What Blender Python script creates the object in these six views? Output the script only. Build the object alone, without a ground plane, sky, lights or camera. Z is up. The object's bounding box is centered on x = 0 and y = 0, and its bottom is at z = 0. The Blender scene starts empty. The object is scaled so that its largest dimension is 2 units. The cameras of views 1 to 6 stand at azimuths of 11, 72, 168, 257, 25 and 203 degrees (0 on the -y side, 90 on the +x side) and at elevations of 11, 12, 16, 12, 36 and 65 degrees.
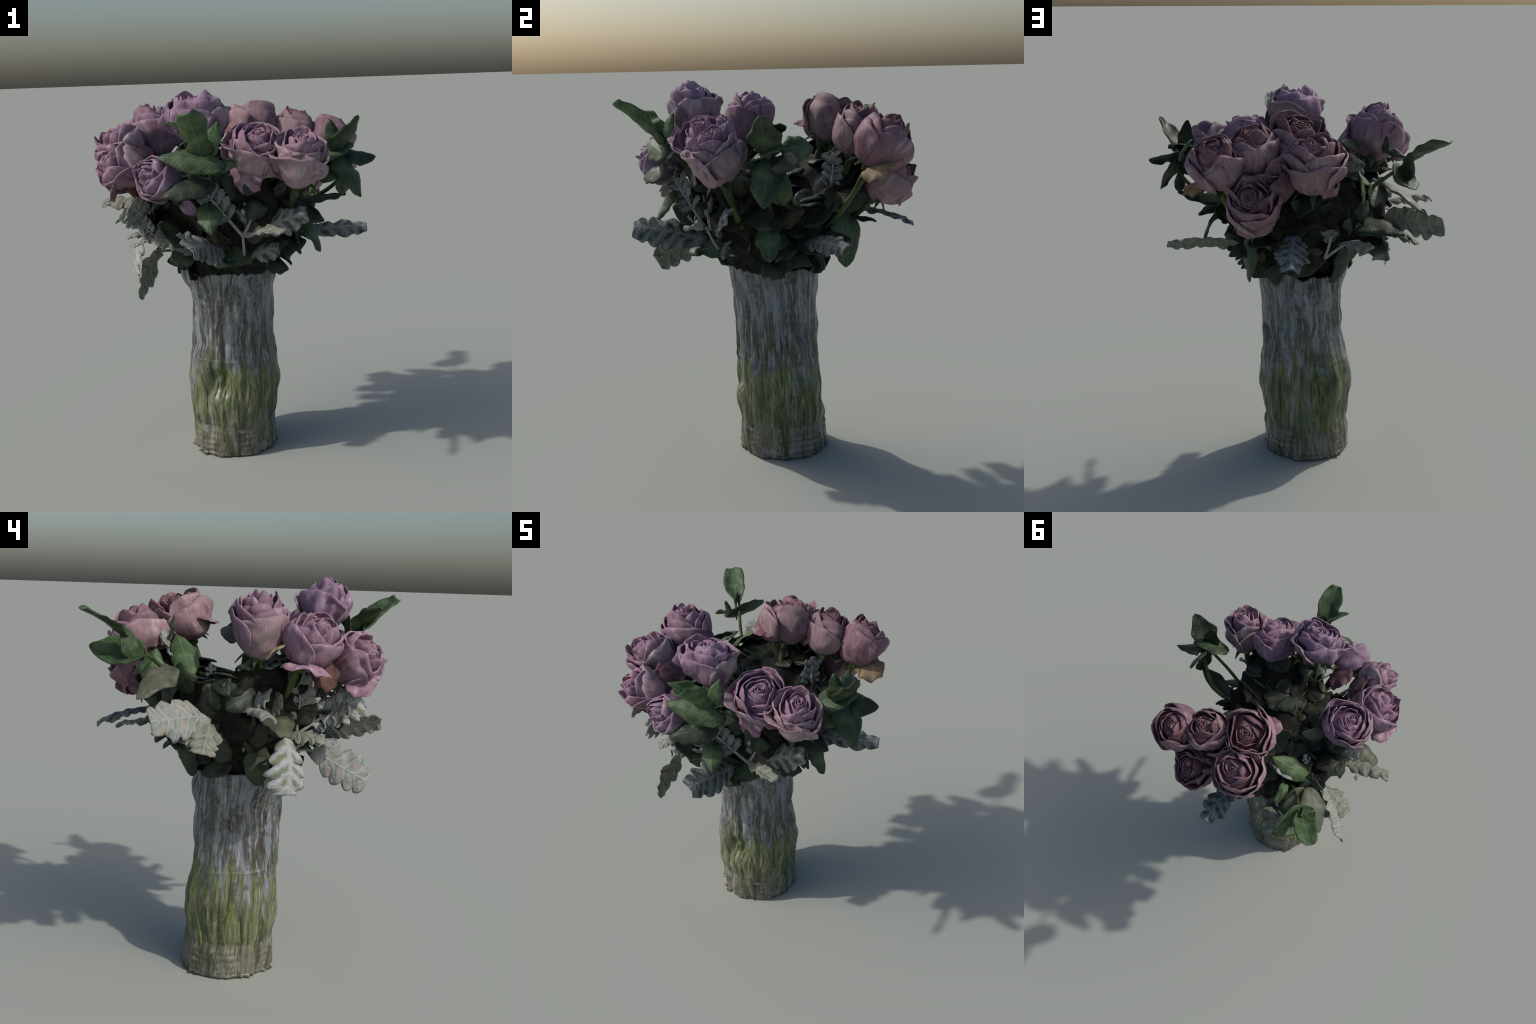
"""A dozen mauve roses with dusty-miller foliage in a rippled glass vase.

Everything is built from a few rules: a petal rule, a leaf rule, a stem rule and
a lathe rule for the vase.  Roses, leaves and sprigs are then placed one by one.
"""
import bpy, math, random
import numpy as np
from mathutils import Vector, Matrix, noise

random.seed(11)
SC = bpy.context.scene.collection


# ------------------------------------------------------------------ helpers
def V(*a):
    return Vector(a)


def fbm(p, octaves=3):
    return noise.fractal(p, 1.0, 2.0, octaves) * 0.6


def smooth(a, b, x):
    t = min(1.0, max(0.0, (x - a) / (b - a)))
    return t * t * (3 - 2 * t)


def add_mesh(name, verts, faces, mats, parent=None, slots=None, matrix=None):
    me = bpy.data.meshes.new(name)
    me.from_pydata([tuple(v) for v in verts], [], faces)
    for m in mats:
        me.materials.append(m)
    if slots is not None:
        me.polygons.foreach_set("material_index", slots)
    me.polygons.foreach_set("use_smooth", [True] * len(me.polygons))
    me.update()
    o = bpy.data.objects.new(name, me)
    SC.objects.link(o)
    if parent is not None:
        o.parent = parent
    if matrix is not None:
        o.matrix_local = matrix
    return o


def thing(name, label, category, place):
    e = bpy.data.objects.new(name, None)
    e.empty_display_size = 0.05
    SC.objects.link(e)
    e.matrix_world = place if isinstance(place, Matrix) else Matrix.Translation(place)
    e["label"], e["category"] = label, category
    return e


def shell(top, nu, nv, thickness, close_tip=True):
    """Close a sheet (nu x nv grid of points) into a thin body with a rounded rim."""
    P = np.array(top, float).reshape(nu, nv, 3)
    du = np.gradient(P, axis=0)
    dv = np.gradient(P, axis=1)
    N = np.cross(du, dv)
    ln = np.linalg.norm(N, axis=2, keepdims=True)
    N = N / np.maximum(ln, 1e-9)
    iu = np.minimum(np.arange(nu), np.arange(nu)[::-1])[:, None]
    iv = np.minimum(np.arange(nv), np.arange(nv)[::-1])[None, :]
    edge = np.minimum(np.minimum(iu, iv) / 2.0, 1.0)
    t = thickness * (0.30 + 0.70 * np.sqrt(edge))[..., None] * 0.5
    A, B = (P + N * t).reshape(-1, 3), (P - N * t).reshape(-1, 3)
    n = nu * nv
    verts = np.vstack([A, B])
    faces, slots = [], []
    for i in range(nu - 1):
        for j in range(nv - 1):
            a, b, c, d = i * nv + j, i * nv + j + 1, (i + 1) * nv + j + 1, (i + 1) * nv + j
            faces.append((a, d, c, b)); slots.append(0)
            faces.append((a + n, b + n, c + n, d + n)); slots.append(1)
    ring = [j for j in range(nv)] + [i * nv + nv - 1 for i in range(1, nu)] + \
           [(nu - 1) * nv + j for j in range(nv - 2, -1, -1)] + [i * nv for i in range(nu - 2, 0, -1)]
    for k in range(len(ring)):
        a, b = ring[k], ring[(k + 1) % len(ring)]
        faces.append((a, b, b + n, a + n)); slots.append(2)
    return verts, faces, slots


def tube(points, radii, sides=8):
    """Swept tube with capped ends through the points."""
    pts = [Vector(p) for p in points]
    verts, faces = [], []
    up = Vector((0.31, 0.2, 0.93))
    for i, p in enumerate(pts):
        t = (pts[min(i + 1, len(pts) - 1)] - pts[max(i - 1, 0)]).normalized()
        a = t.cross(up)
        if a.length < 1e-3:
            a = t.cross(Vector((1, 0, 0)))
        a.normalize()
        b = t.cross(a)
        up = -b if (-b).dot(up) > 0 else b
        a = t.cross(up).normalized()
        b = t.cross(a)
        for k in range(sides):
            g = math.tau * k / sides
            verts.append(p + (a * math.cos(g) + b * math.sin(g)) * radii[i])
    for i in range(len(pts) - 1):
        for k in range(sides):
            k2 = (k + 1) % sides
            faces.append((i * sides + k, i * sides + k2, (i + 1) * sides + k2, (i + 1) * sides + k))
    faces.append(tuple(range(sides))[::-1])
    faces.append(tuple((len(pts) - 1) * sides + k for k in range(sides)))
    return verts, faces


def bezier(a, b, c, d, n):
    out = []
    for i in range(n):
        t = i / (n - 1)
        s = 1 - t
        out.append(a * s ** 3 + b * (3 * s * s * t) + c * (3 * s * t * t) + d * t ** 3)
    return out


# ------------------------------------------------------------------ materials
class Nodes:
    def __init__(self, name, rough=0.7, spec=0.25):
        self.m = bpy.data.materials.new(name)
        self.m.use_nodes = True
        self.t = self.m.node_tree
        self.b = self.t.nodes["Principled BSDF"]
        self.b.inputs["Roughness"].default_value = rough
        self.b.inputs["Specular IOR Level"].default_value = spec
        self.co = self.t.nodes.new("ShaderNodeTexCoord").outputs["Object"]

    def put(self, sock, val):
        if hasattr(val, "links"):
            self.t.links.new(val, sock)
        elif val is not None:
            if isinstance(val, tuple) and len(val) == 3 and sock.type == "RGBA":
                val = (*val, 1)
            sock.default_value = val

    def math(self, op, a, b=None, c=None, clamp=False):
        n = self.t.nodes.new("ShaderNodeMath")
        n.operation, n.use_clamp = op, clamp
        for i, x in enumerate((a, b, c)):
            self.put(n.inputs[i], x)
        return n.outputs[0]

    def xyz(self, v=None):
        n = self.t.nodes.new("ShaderNodeSeparateXYZ")
        self.put(n.inputs[0], v or self.co)
        return n.outputs

    def vec(self, x, y, z):
        n = self.t.nodes.new("ShaderNodeCombineXYZ")
        for i, q in enumerate((x, y, z)):
            self.put(n.inputs[i], q)
        return n.outputs[0]

    def mapping(self, scale, loc=(0, 0, 0), v=None):
        n = self.t.nodes.new("ShaderNodeMapping")
        self.put(n.inputs["Vector"], v or self.co)
        n.inputs["Scale"].default_value = scale
        n.inputs["Location"].default_value = loc
        return n.outputs[0]

    def noise(self, scale, detail=3, rough=0.55, v=None, dist=0.0):
        n = self.t.nodes.new("ShaderNodeTexNoise")
        self.put(n.inputs["Vector"], v or self.co)
        n.inputs["Scale"].default_value = scale
        n.inputs["Detail"].default_value = detail
        n.inputs["Roughness"].default_value = rough
        n.inputs["Distortion"].default_value = dist
        return n.outputs["Fac"]

    def voronoi(self, scale, v=None, feature="F1"):
        n = self.t.nodes.new("ShaderNodeTexVoronoi")
        n.feature = feature
        self.put(n.inputs["Vector"], v or self.co)
        n.inputs["Scale"].default_value = scale
        return n.outputs["Distance"]

    def ramp(self, fac, stops, interp="LINEAR"):
        n = self.t.nodes.new("ShaderNodeValToRGB")
        r = n.color_ramp
        r.interpolation = interp
        while len(r.elements) < len(stops):
            r.elements.new(0.5)
        for e, (p, c) in zip(r.elements, stops):
            e.position = p
            e.color = (*c, 1) if isinstance(c, tuple) else (c, c, c, 1)
        self.put(n.inputs[0], fac)
        return n.outputs[0]

    def step(self, x, a, b):
        n = self.t.nodes.new("ShaderNodeMapRange")
        n.interpolation_type = "SMOOTHSTEP"
        self.put(n.inputs["Value"], x)
        n.inputs["From Min"].default_value, n.inputs["From Max"].default_value = a, b
        return n.outputs[0]

    def mix(self, fac, a, b, mode="MIX"):
        n = self.t.nodes.new("ShaderNodeMix")
        n.data_type, n.blend_type = "RGBA", mode
        self.put(n.inputs[0], fac)
        self.put(n.inputs[6], a)
        self.put(n.inputs[7], b)
        return n.outputs[2]

    def random(self):
        return self.t.nodes.new("ShaderNodeObjectInfo").outputs["Random"]

    def bump(self, h, strength=0.3, dist=0.01):
        n = self.t.nodes.new("ShaderNodeBump")
        n.inputs["Strength"].default_value = strength
        n.inputs["Distance"].default_value = dist
        self.put(n.inputs["Height"], h)
        self.t.links.new(n.outputs[0], self.b.inputs["Normal"])

    def done(self, colour):
        self.put(self.b.inputs["Base Color"], colour)
        return self.m


def petal_material(name, main, pale, deep, blush):
    """Mauve petal: lengthwise streaks, painted pale highlights and fold shadows, a rusty blush."""
    n = Nodes(name, 0.62, 0.22)
    rnd = n.random()
    shift = n.vec(n.math("MULTIPLY", rnd, 7.0), rnd, n.math("MULTIPLY", rnd, 3.0))
    add = n.t.nodes.new("ShaderNodeVectorMath")
    n.put(add.inputs[0], n.co)
    n.put(add.inputs[1], shift)
    co = add.outputs[0]
    broad = n.noise(1.0, 3, 0.55, n.mapping((19, 19, 8), v=co), 0.6)
    streak = n.noise(1.0, 4, 0.6, n.mapping((80, 80, 12), v=co), 0.3)
    c = n.ramp(broad, [(0.30, deep), (0.45, main), (0.56, main), (0.70, pale)])
    c = n.mix(n.math("MULTIPLY", n.step(streak, 0.45, 0.75), 0.35), c, pale)
    c = n.mix(n.math("MULTIPLY", n.step(n.noise(17, 2, 0.5, co), 0.60, 0.74), 0.55), c, blush)
    tint = n.math("MULTIPLY_ADD", rnd, 0.34, 0.74)
    c = n.mix(1.0, c, n.vec(tint, tint, tint), "MULTIPLY")
    n.bump(streak, 0.25, 0.004)
    return n.done(c)


def leaf_material(name, main, pale, dark, vein):
    """Rose leaf: glossy green, feathered side veins, a lighter midrib."""
    n = Nodes(name, 0.5, 0.3)
    x, y, z = n.xyz()
    ay = n.math("ABSOLUTE", y)
    rnd = n.random()
    broad = n.noise(14, 3, 0.6)
    c = n.ramp(broad, [(0.32, dark), (0.5, main), (0.72, pale)])
    side = n.math("SINE", n.math("MULTIPLY", n.math("SUBTRACT", x, n.math("MULTIPLY", ay, 0.8)), 260.0))
    side = n.step(side, 0.75, 1.0)
    rib = n.math("SUBTRACT", 1.0, n.step(ay, 0.001, 0.005))
    m = n.math("MAXIMUM", rib, n.math("MULTIPLY", side, 0.35))
    c = n.mix(n.math("MULTIPLY", m, 0.5), c, vein)
    tint = n.math("MULTIPLY_ADD", rnd, 0.4, 0.8)
    c = n.mix(1.0, c, n.vec(tint, tint, tint), "MULTIPLY")
    n.bump(n.math("ADD", m, n.noise(60, 3)), 0.3, 0.004)
    return n.done(c)


def dusty_material(name, felt, blade, patch, patch_amount=0.6):
    """Dusty miller: pale felted veins over a greener blade with tan patches between the veins."""
    n = Nodes(name, 0.9, 0.1)
    x, y, z = n.xyz()
    ay = n.math("ABSOLUTE", y)
    wob = n.math("MULTIPLY", n.noise(16, 3), 0.05)
    ph = n.math("SUBTRACT", n.math("ADD", x, wob), n.math("MULTIPLY", ay, 0.55))
    side = n.math("SINE", n.math("MULTIPLY", ph, 104.0))
    between = n.math("MULTIPLY", n.step(n.math("MULTIPLY", side, -1.0), 0.05, 0.75), n.step(ay, 0.008, 0.022))
    rib = n.math("SUBTRACT", 1.0, n.step(ay, 0.002, 0.008))
    veins = n.math("MAXIMUM", rib, n.step(side, 0.35, 0.95))
    c = n.ramp(n.noise(40, 4, 0.6), [(0.3, blade), (0.7, felt)])
    c = n.mix(n.math("MULTIPLY", between, n.math("MULTIPLY", n.step(n.noise(16, 2), 0.38, 0.55), patch_amount)), c, patch)
    c = n.mix(n.math("MULTIPLY", veins, 0.7), c, felt)
    n.bump(n.math("ADD", veins, n.noise(120, 3)), 0.5, 0.006)
    return n.done(c)


def plain_material(name, a, b, scale=30, rough=0.7, stretch=(1, 1, 1), bump=0.3):
    n = Nodes(name, rough, 0.2)
    f = n.noise(scale, 4, 0.6, n.mapping(stretch))
    n.bump(f, bump, 0.005)
    return n.done(n.ramp(f, [(0.32, a), (0.7, b)]))


def vase_material():
    """Rippled glass seen full of stems: olive green under the water line, grey with painted blue-white reflections above, sandy foot."""
    n = Nodes("rippled_glass", 0.3, 0.5)
    x, y, z = n.xyz()
    x0 = n.math("SUBTRACT", x, n.math("MULTIPLY_ADD", z, 0.030, -0.062))
    y0 = n.math("SUBTRACT", y, n.math("MULTIPLY_ADD", z, -0.053, 0.048))
    wav = n.math("MULTIPLY", n.math("SUBTRACT", n.noise(5, 2), 0.5), 0.24)
    a = n.math("ADD", n.math("ARCTAN2", y0, x0), wav)
    c1, s1 = n.math("COSINE", a), n.math("SINE", a)

    def ring(tall, shift=0.0):
        return n.vec(c1, s1, n.math("MULTIPLY_ADD", z, tall, shift))

    broad = n.noise(3.0, 3, 0.6, ring(1.3), 0.5)
    bands = n.noise(6.0, 4, 0.62, ring(0.65, 3.0), 0.35)
    fine = n.noise(18, 4, 0.68, ring(0.40, 7.0), 0.35)
    blot = n.noise(15, 4, 0.65, None, 1.0)
    speck = n.noise(42, 3, 0.6, None, 0.6)
    # under water
    green = n.ramp(bands, [(0.30, (0.030, 0.040, 0.022)), (0.42, (0.085, 0.115, 0.038)), (0.50, (0.165, 0.205, 0.075)),
                           (0.57, (0.14, 0.15, 0.10)), (0.68, (0.27, 0.245, 0.21))])
    green = n.mix(n.math("MULTIPLY", n.step(fine, 0.50, 0.66), 0.6), green, (0.31, 0.29, 0.245))
    green = n.mix(n.math("MULTIPLY", n.step(fine, 0.46, 0.37), 0.75), green, (0.028, 0.036, 0.022))
    green = n.mix(n.math("MULTIPLY", n.step(broad, 0.56, 0.66), 0.55), green, (0.20, 0.215, 0.205))
    green = n.mix(n.math("MULTIPLY", n.step(broad, 0.44, 0.36), 0.6), green, (0.045, 0.055, 0.035))
    green = n.mix(n.math("MULTIPLY", n.step(blot, 0.54, 0.66), 0.45), green, (0.055, 0.075, 0.035))
    # above water
    upper = n.ramp(broad, [(0.34, (0.040, 0.038, 0.034)), (0.45, (0.085, 0.080, 0.072)), (0.52, (0.11, 0.125, 0.13)),
                           (0.60, (0.22, 0.245, 0.28)), (0.70, (0.12, 0.14, 0.10))])
    upper = n.mix(n.math("MULTIPLY", n.step(bands, 0.53, 0.61), 0.7), upper, (0.27, 0.305, 0.36))
    upper = n.mix(n.math("MULTIPLY", n.step(bands, 0.47, 0.37), 0.7), upper, (0.045, 0.050, 0.036))
    upper = n.mix(n.math("MULTIPLY", n.step(fine, 0.55, 0.64), 0.75), upper, (0.40, 0.425, 0.46))  # glossy sky-coloured glints drawn as fine pale streaks
    upper = n.mix(n.math("MULTIPLY", n.step(fine, 0.43, 0.34), 0.7), upper, (0.035, 0.036, 0.032))
    upper = n.mix(n.math("MULTIPLY", n.step(blot, 0.55, 0.66), 0.6), upper, (0.05, 0.048, 0.042))
    upper = n.mix(n.math("MULTIPLY", n.math("MULTIPLY", n.step(speck, 0.56, 0.64), n.step(z, 0.66, 0.86)), 0.6), upper, (0.27, 0.28, 0.285))
    # foot
    foot = n.ramp(fine, [(0.34, (0.095, 0.095, 0.078)), (0.52, (0.205, 0.19, 0.16)), (0.70, (0.28, 0.27, 0.245))])
    foot = n.mix(n.math("MULTIPLY", n.step(bands, 0.50, 0.44), 0.85), foot, (0.055, 0.068, 0.028))
    foot = n.mix(n.math("MULTIPLY", n.step(blot, 0.54, 0.66), 0.6), foot, (0.085, 0.09, 0.07))
    foot = n.mix(n.math("MULTIPLY", n.step(n.noise(11, 2), 0.62, 0.68), 0.6), foot, (0.32, 0.34, 0.33))  # pale flecks painted where the foot reflects light
    edge = n.math("ADD", z, n.math("MULTIPLY", n.math("SUBTRACT", n.noise(6, 3), 0.5), 0.34))
    edge = n.math("ADD", edge, n.math("MULTIPLY", n.math("SUBTRACT", bands, 0.5), 1.1))
    c = n.mix(n.step(edge, 0.47, 0.65), green, upper)
    c = n.mix(n.step(edge, 0.26, 0.10), c, foot)
    c = n.mix(1.0, c, (0.86, 0.86, 0.84), "MULTIPLY")
    line = n.math("SUBTRACT", 1.0, n.step(n.math("ABSOLUTE", n.math("SUBTRACT", z, 0.553)), 0.001, 0.004))
    c = n.mix(n.math("MULTIPLY", n.math("MULTIPLY", line, n.step(blot, 0.5, 0.6)), 0.35), c, (0.24, 0.27, 0.26))
    n.bump(n.math("ADD", n.math("MULTIPLY", fine, 0.8), blot), 0.28, 0.010)
    return n.done(c)


M = {}
M["mauve"] = petal_material("mauve_petal", (0.275, 0.165, 0.230), (0.43, 0.325, 0.380), (0.125, 0.058, 0.095), (0.26, 0.11, 0.12))
M["violet"] = petal_material("violet_petal", (0.265, 0.170, 0.255), (0.45, 0.36, 0.44), (0.11, 0.058, 0.110), (0.26, 0.12, 0.16))
M["plum"] = petal_material("plum_petal", (0.165, 0.085, 0.105), (0.30, 0.20, 0.215), (0.080, 0.037, 0.050), (0.23, 0.085, 0.09))
M["pink"] = petal_material("pink_petal", (0.240, 0.132, 0.165), (0.39, 0.28, 0.305), (0.12, 0.056, 0.075), (0.26, 0.09, 0.095))
M["blush"] = petal_material("blush_petal", (0.290, 0.188, 0.215), (0.42, 0.33, 0.335), (0.16, 0.082, 0.10), (0.29, 0.11, 0.11))
M["pale"] = petal_material("pale_petal", (0.33, 0.235, 0.265), (0.47, 0.40, 0.395), (0.18, 0.10, 0.13), (0.28, 0.15, 0.15))
M["edge_mauve"] = plain_material("petal_edge", (0.25, 0.12, 0.19), (0.46, 0.34, 0.43), 40)  # rim colour lightened to carry the lilac highlights along the lips
M["edge_pink"] = plain_material("petal_rusty_edge", (0.20, 0.08, 0.09), (0.40, 0.26, 0.26), 40)
M["guard"] = plain_material("withered_guard_petal", (0.055, 0.028, 0.024), (0.13, 0.070, 0.060), 22)
M["cream"] = plain_material("creamy_guard_petal", (0.36, 0.30, 0.16), (0.50, 0.40, 0.33), 18)
M["tan"] = plain_material("tan_guard_petal", (0.15, 0.09, 0.05), (0.36, 0.28, 0.17), 24)
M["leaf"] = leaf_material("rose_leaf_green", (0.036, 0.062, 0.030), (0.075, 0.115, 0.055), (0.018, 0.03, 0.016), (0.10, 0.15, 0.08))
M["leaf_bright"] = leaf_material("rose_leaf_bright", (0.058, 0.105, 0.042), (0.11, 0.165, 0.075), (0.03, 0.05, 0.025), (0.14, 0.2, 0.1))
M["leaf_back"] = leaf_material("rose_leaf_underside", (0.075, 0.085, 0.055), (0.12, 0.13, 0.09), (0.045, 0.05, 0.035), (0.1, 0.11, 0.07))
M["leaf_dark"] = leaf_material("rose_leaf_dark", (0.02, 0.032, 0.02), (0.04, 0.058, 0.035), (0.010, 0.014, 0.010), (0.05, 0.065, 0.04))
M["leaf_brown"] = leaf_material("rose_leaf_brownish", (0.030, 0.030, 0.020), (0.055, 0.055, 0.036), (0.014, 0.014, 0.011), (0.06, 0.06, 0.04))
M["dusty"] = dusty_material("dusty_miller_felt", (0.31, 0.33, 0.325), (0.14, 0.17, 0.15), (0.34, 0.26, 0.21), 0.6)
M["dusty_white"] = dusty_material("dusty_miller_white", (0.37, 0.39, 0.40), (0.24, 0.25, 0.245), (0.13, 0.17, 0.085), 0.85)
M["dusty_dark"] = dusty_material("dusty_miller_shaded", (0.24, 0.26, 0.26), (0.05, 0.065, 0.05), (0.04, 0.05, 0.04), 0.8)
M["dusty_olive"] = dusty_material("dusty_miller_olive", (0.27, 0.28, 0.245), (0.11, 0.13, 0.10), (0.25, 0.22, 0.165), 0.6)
M["stem"] = plain_material("rose_stem_green", (0.03, 0.045, 0.018), (0.09, 0.13, 0.04), 25, 0.6, (1, 1, 0.2))
def wet_stem_material():
    n = Nodes("stem_behind_glass", 0.5, 0.25)
    f = n.noise(1.0, 4, 0.6, n.mapping((60, 60, 7)))
    a = n.ramp(f, [(0.34, (0.035, 0.05, 0.02)), (0.5, (0.11, 0.15, 0.045)), (0.66, (0.22, 0.27, 0.10))])
    b = n.ramp(f, [(0.34, (0.05, 0.055, 0.035)), (0.5, (0.13, 0.13, 0.08)), (0.66, (0.28, 0.27, 0.22))])
    n.bump(f, 0.3, 0.005)
    return n.done(n.mix(n.random(), a, b))


M["wet_stem"] = wet_stem_material()
M["dusty_stem"] = plain_material("dusty_stem_felt", (0.24, 0.26, 0.24), (0.40, 0.42, 0.39), 40, 0.9)
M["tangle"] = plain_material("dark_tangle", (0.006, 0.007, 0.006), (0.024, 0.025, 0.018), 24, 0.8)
M["glass"] = vase_material()


# ------------------------------------------------------------------ rose
def warp(p, R, seed, amount):
    """Slow irregular deformation that keeps one bloom from looking turned on a lathe."""
    q = Vector(p) / R * 0.95 + V(seed * 3.7, seed * 1.3, seed * 2.1)
    return Vector(p) + noise.noise_vector(q) * (R * amount) + noise.noise_vector(q * 2.3 + V(4, 4, 4)) * (R * amount * 0.38)


def petal_surface(a0, span, rmax, lip_r, lip_z, curl, point, seed, R, zt, zb, squash, bloom_seed, pleat=0.0, nu=17, nv=19):
    """One petal on the bloom: rises from the base, swells, narrows to a pointed lip and rolls outwards."""
    pts = []
    for i in range(nu):
        v = i / (nu - 1)
        for j in range(nv):
            u = -1 + 2 * j / (nv - 1)
            drop = point * abs(u) ** 1.7 + 0.16 * abs(u) ** 5 + 0.04 * math.sin(u * 2.3 + seed)
            ve = v * (1 - drop)
            s = 1 - ve
            r = 0.10 * s ** 3 + rmax * 0.85 * 3 * s * s * ve + rmax * 1.22 * 3 * s * ve * ve + lip_r * ve ** 3
            z = -1.0 * s ** 3 - 0.98 * 3 * s * s * ve + (lip_z * 0.25) * 3 * s * ve * ve + lip_z * ve ** 3
            k = smooth(0.74, 1.0, v) * (0.55 + 0.45 * math.sin(u * 2.2 + seed * 1.7))
            k = max(k, 0.8 * smooth(0.72, 1.0, abs(u)) * smooth(0.35, 0.8, v))
            r += curl * k
            z -= curl * k * k * 0.5
            w = 0.42 + 0.58 * math.sin(math.pi * min(1.0, 0.15 + ve * 0.60))
            ang = a0 + span * u * w
            r *= (1 + 0.05 * u) * (1 + pleat * math.sin(ang * 9 + 2 * math.sin(ang * 2)) * smooth(0.1, 0.5, ve))
            q = V(math.cos(ang) * r * 2.0 + seed, math.sin(ang) * r * 2.0, z * 1.6 + seed * 0.37)
            d = 0.06 * noise.noise(q) + 0.04 * noise.noise(q * 2.6)
            r = max(0.015, r + d * (0.3 + ve))
            z += 0.10 * noise.noise(V(ang * 1.6, seed, 2.0)) * ve
            zz = z * (zt if z > 0 else zb)
            pts.append(warp((math.cos(ang) * r * R * squash[0], math.sin(ang) * r * R * squash[1], zz), R, bloom_seed, 0.17))
    return pts, nu, nv


def build_rose(centre, heart, R, below, palette, inner=None, openness=0.5, squash=(1, 1), spin=0.0, seed=0, pleat=0.0):
    rng = random.Random(100 + seed)
    C, H = Vector(centre), Vector(heart)
    ax = (H - C).normalized()
    top = (H - C).length + 0.012
    xa = Vector((1, 0, 0)) - ax * ax.x
    xa.normalize()
    ya = ax.cross(xa)
    mat = Matrix((xa, ya, ax)).transposed().to_4x4()
    mat.translation = C
    root = thing("rose", "dusky mauve garden rose with layered ruffled petals", "rose", mat)
    rim = M["edge_pink"] if palette in ("pink", "blush") else M["edge_mauve"]
    body, heart_mat = M[palette], M[inner or palette]
    # rings of petals, outside to inside: count, swell, lip radius, lip height, outward roll, half span
    o = openness
    rings = [(3, 1.0, 0.80 + 0.20 * o, 0.50, 0.10 + 0.16 * o, 1.35),
             (4, 0.88, 0.62 + 0.22 * o, 0.80, 0.07 + 0.12 * o, 1.10),
             (4, 0.70, 0.46 + 0.20 * o, 0.95, 0.06 + 0.06 * o, 1.10),
             (4, 0.50, 0.34 + 0.12 * o, 0.95, 0.04, 1.15),
             (3, 0.32, 0.20 + 0.08 * o, 0.93, 0.02, 1.55)]
    for k, (count, rmax, lr, lz, curl, span) in enumerate(rings):
        for p in range(count):
            a0 = spin + k * 0.9 + math.tau * p / count + rng.uniform(-0.25, 0.25)
            sd = rng.uniform(0, 40)
            pts, nu, nv = petal_surface(a0, span * rng.uniform(0.9, 1.1), rmax * rng.uniform(0.93, 1.05), lr * rng.uniform(0.90, 1.08),
                                        lz + rng.uniform(-0.14, 0.08), curl * rng.uniform(0.5, 1.7), rng.uniform(0.05, 0.26), sd, R, top, below, squash, seed, pleat if k < 3 else 0.0)
            verts, faces, slots = shell(pts, nu, nv, 0.010)
            skin = body if k < 2 else heart_mat
            if k == 0 and p == seed % 3:
                skin = M["pale"] if palette in ("mauve", "violet") else M["blush"]
            add_mesh("petal", verts, faces, [skin, skin, rim], root, slots)
    # heart of the bloom: a tight scroll
    pts, nu, nv = [], 8, 44
    for i in range(nu):
        v = i / (nu - 1)
        for j in range(nv):
            t = j / (nv - 1)
            g = t * math.tau * 2.4 + spin
            r = (0.05 + 0.20 * t) * (0.75 + 0.3 * v)
            z = -0.3 + (1.20 - 0.10 * t) * v
            pts.append(warp((math.cos(g) * r * R, math.sin(g) * r * R, z * top), R, seed, 0.17))
    verts, faces, slots = shell(pts, nu, nv, 0.008)
    add_mesh("petal_scroll", verts, faces, [heart_mat, heart_mat, rim], root, slots)
    # core that closes the cup
    pts, faces = [], []
    nr, na = 10, 18
    for i in range(nr):
        t = i / (nr - 1)
        r = (0.10 + 0.72 * math.sin(math.pi * min(1, 0.06 + t * 0.58)) ** 0.8) * R * (1 - 0.62 * smooth(0.7, 1.0, t))
        z = -below * 0.92 + (below * 0.92 + top * (0.80 - 0.14 * openness)) * t
        for j in range(na):
            g = math.tau * j / na
            pts.append(warp((r * math.cos(g) * squash[0], r * math.sin(g) * squash[1], z), R, seed, 0.17))
    for i in range(nr - 1):
        for j in range(na):
            j2 = (j + 1) % na
            faces.append((i * na + j, i * na + j2, (i + 1) * na + j2, (i + 1) * na + j))
    faces.append(tuple(range(na))[::-1])
    faces.append(tuple((nr - 1) * na + j for j in range(na)))
    add_mesh("bloom_core", pts, faces, [heart_mat], root)
    # calyx: a green cup with five reflexed sepals
    inv = mat.inverted()
    vs, fs = [], []
    prof = [(0.012, -below - 0.035), (0.026, -below - 0.028), (0.032, -below - 0.005), (0.045, -below + 0.012), (0.03, -below + 0.02)]
    for r, z in prof:
        for j in range(12):
            g = math.tau * j / 12
            vs.append((r * math.cos(g), r * math.sin(g), z))
    for i in range(len(prof) - 1):
        for j in range(12):
            j2 = (j + 1) % 12
            fs.append((i * 12 + j, i * 12 + j2, (i + 1) * 12 + j2, (i + 1) * 12 + j))
    add_mesh("calyx", vs, fs, [M["stem"]], root)
    for p in range(5):
        g0 = math.tau * p / 5 + rng.uniform(-0.2, 0.2)
        pts = []
        nu, nv = 9, 5
        ln = rng.uniform(0.07, 0.10)
        for i in range(nu):
            t = i / (nu - 1)
            w = 0.017 * math.sin(math.pi * (0.25 + 0.75 * t)) + 0.001
            rr = 0.03 + ln * t * 0.9
            zz = -below + 0.01 + ln * (0.35 * t - 0.8 * t * t)
            for j in range(nv):
                s = -1 + 2 * j / (nv - 1)
                pts.append((math.cos(g0) * rr - math.sin(g0) * w * s, math.sin(g0) * rr + math.cos(g0) * w * s, zz + 0.006 * s * s))
        verts, faces, slots = shell(pts, nu, nv, 0.006)
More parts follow.
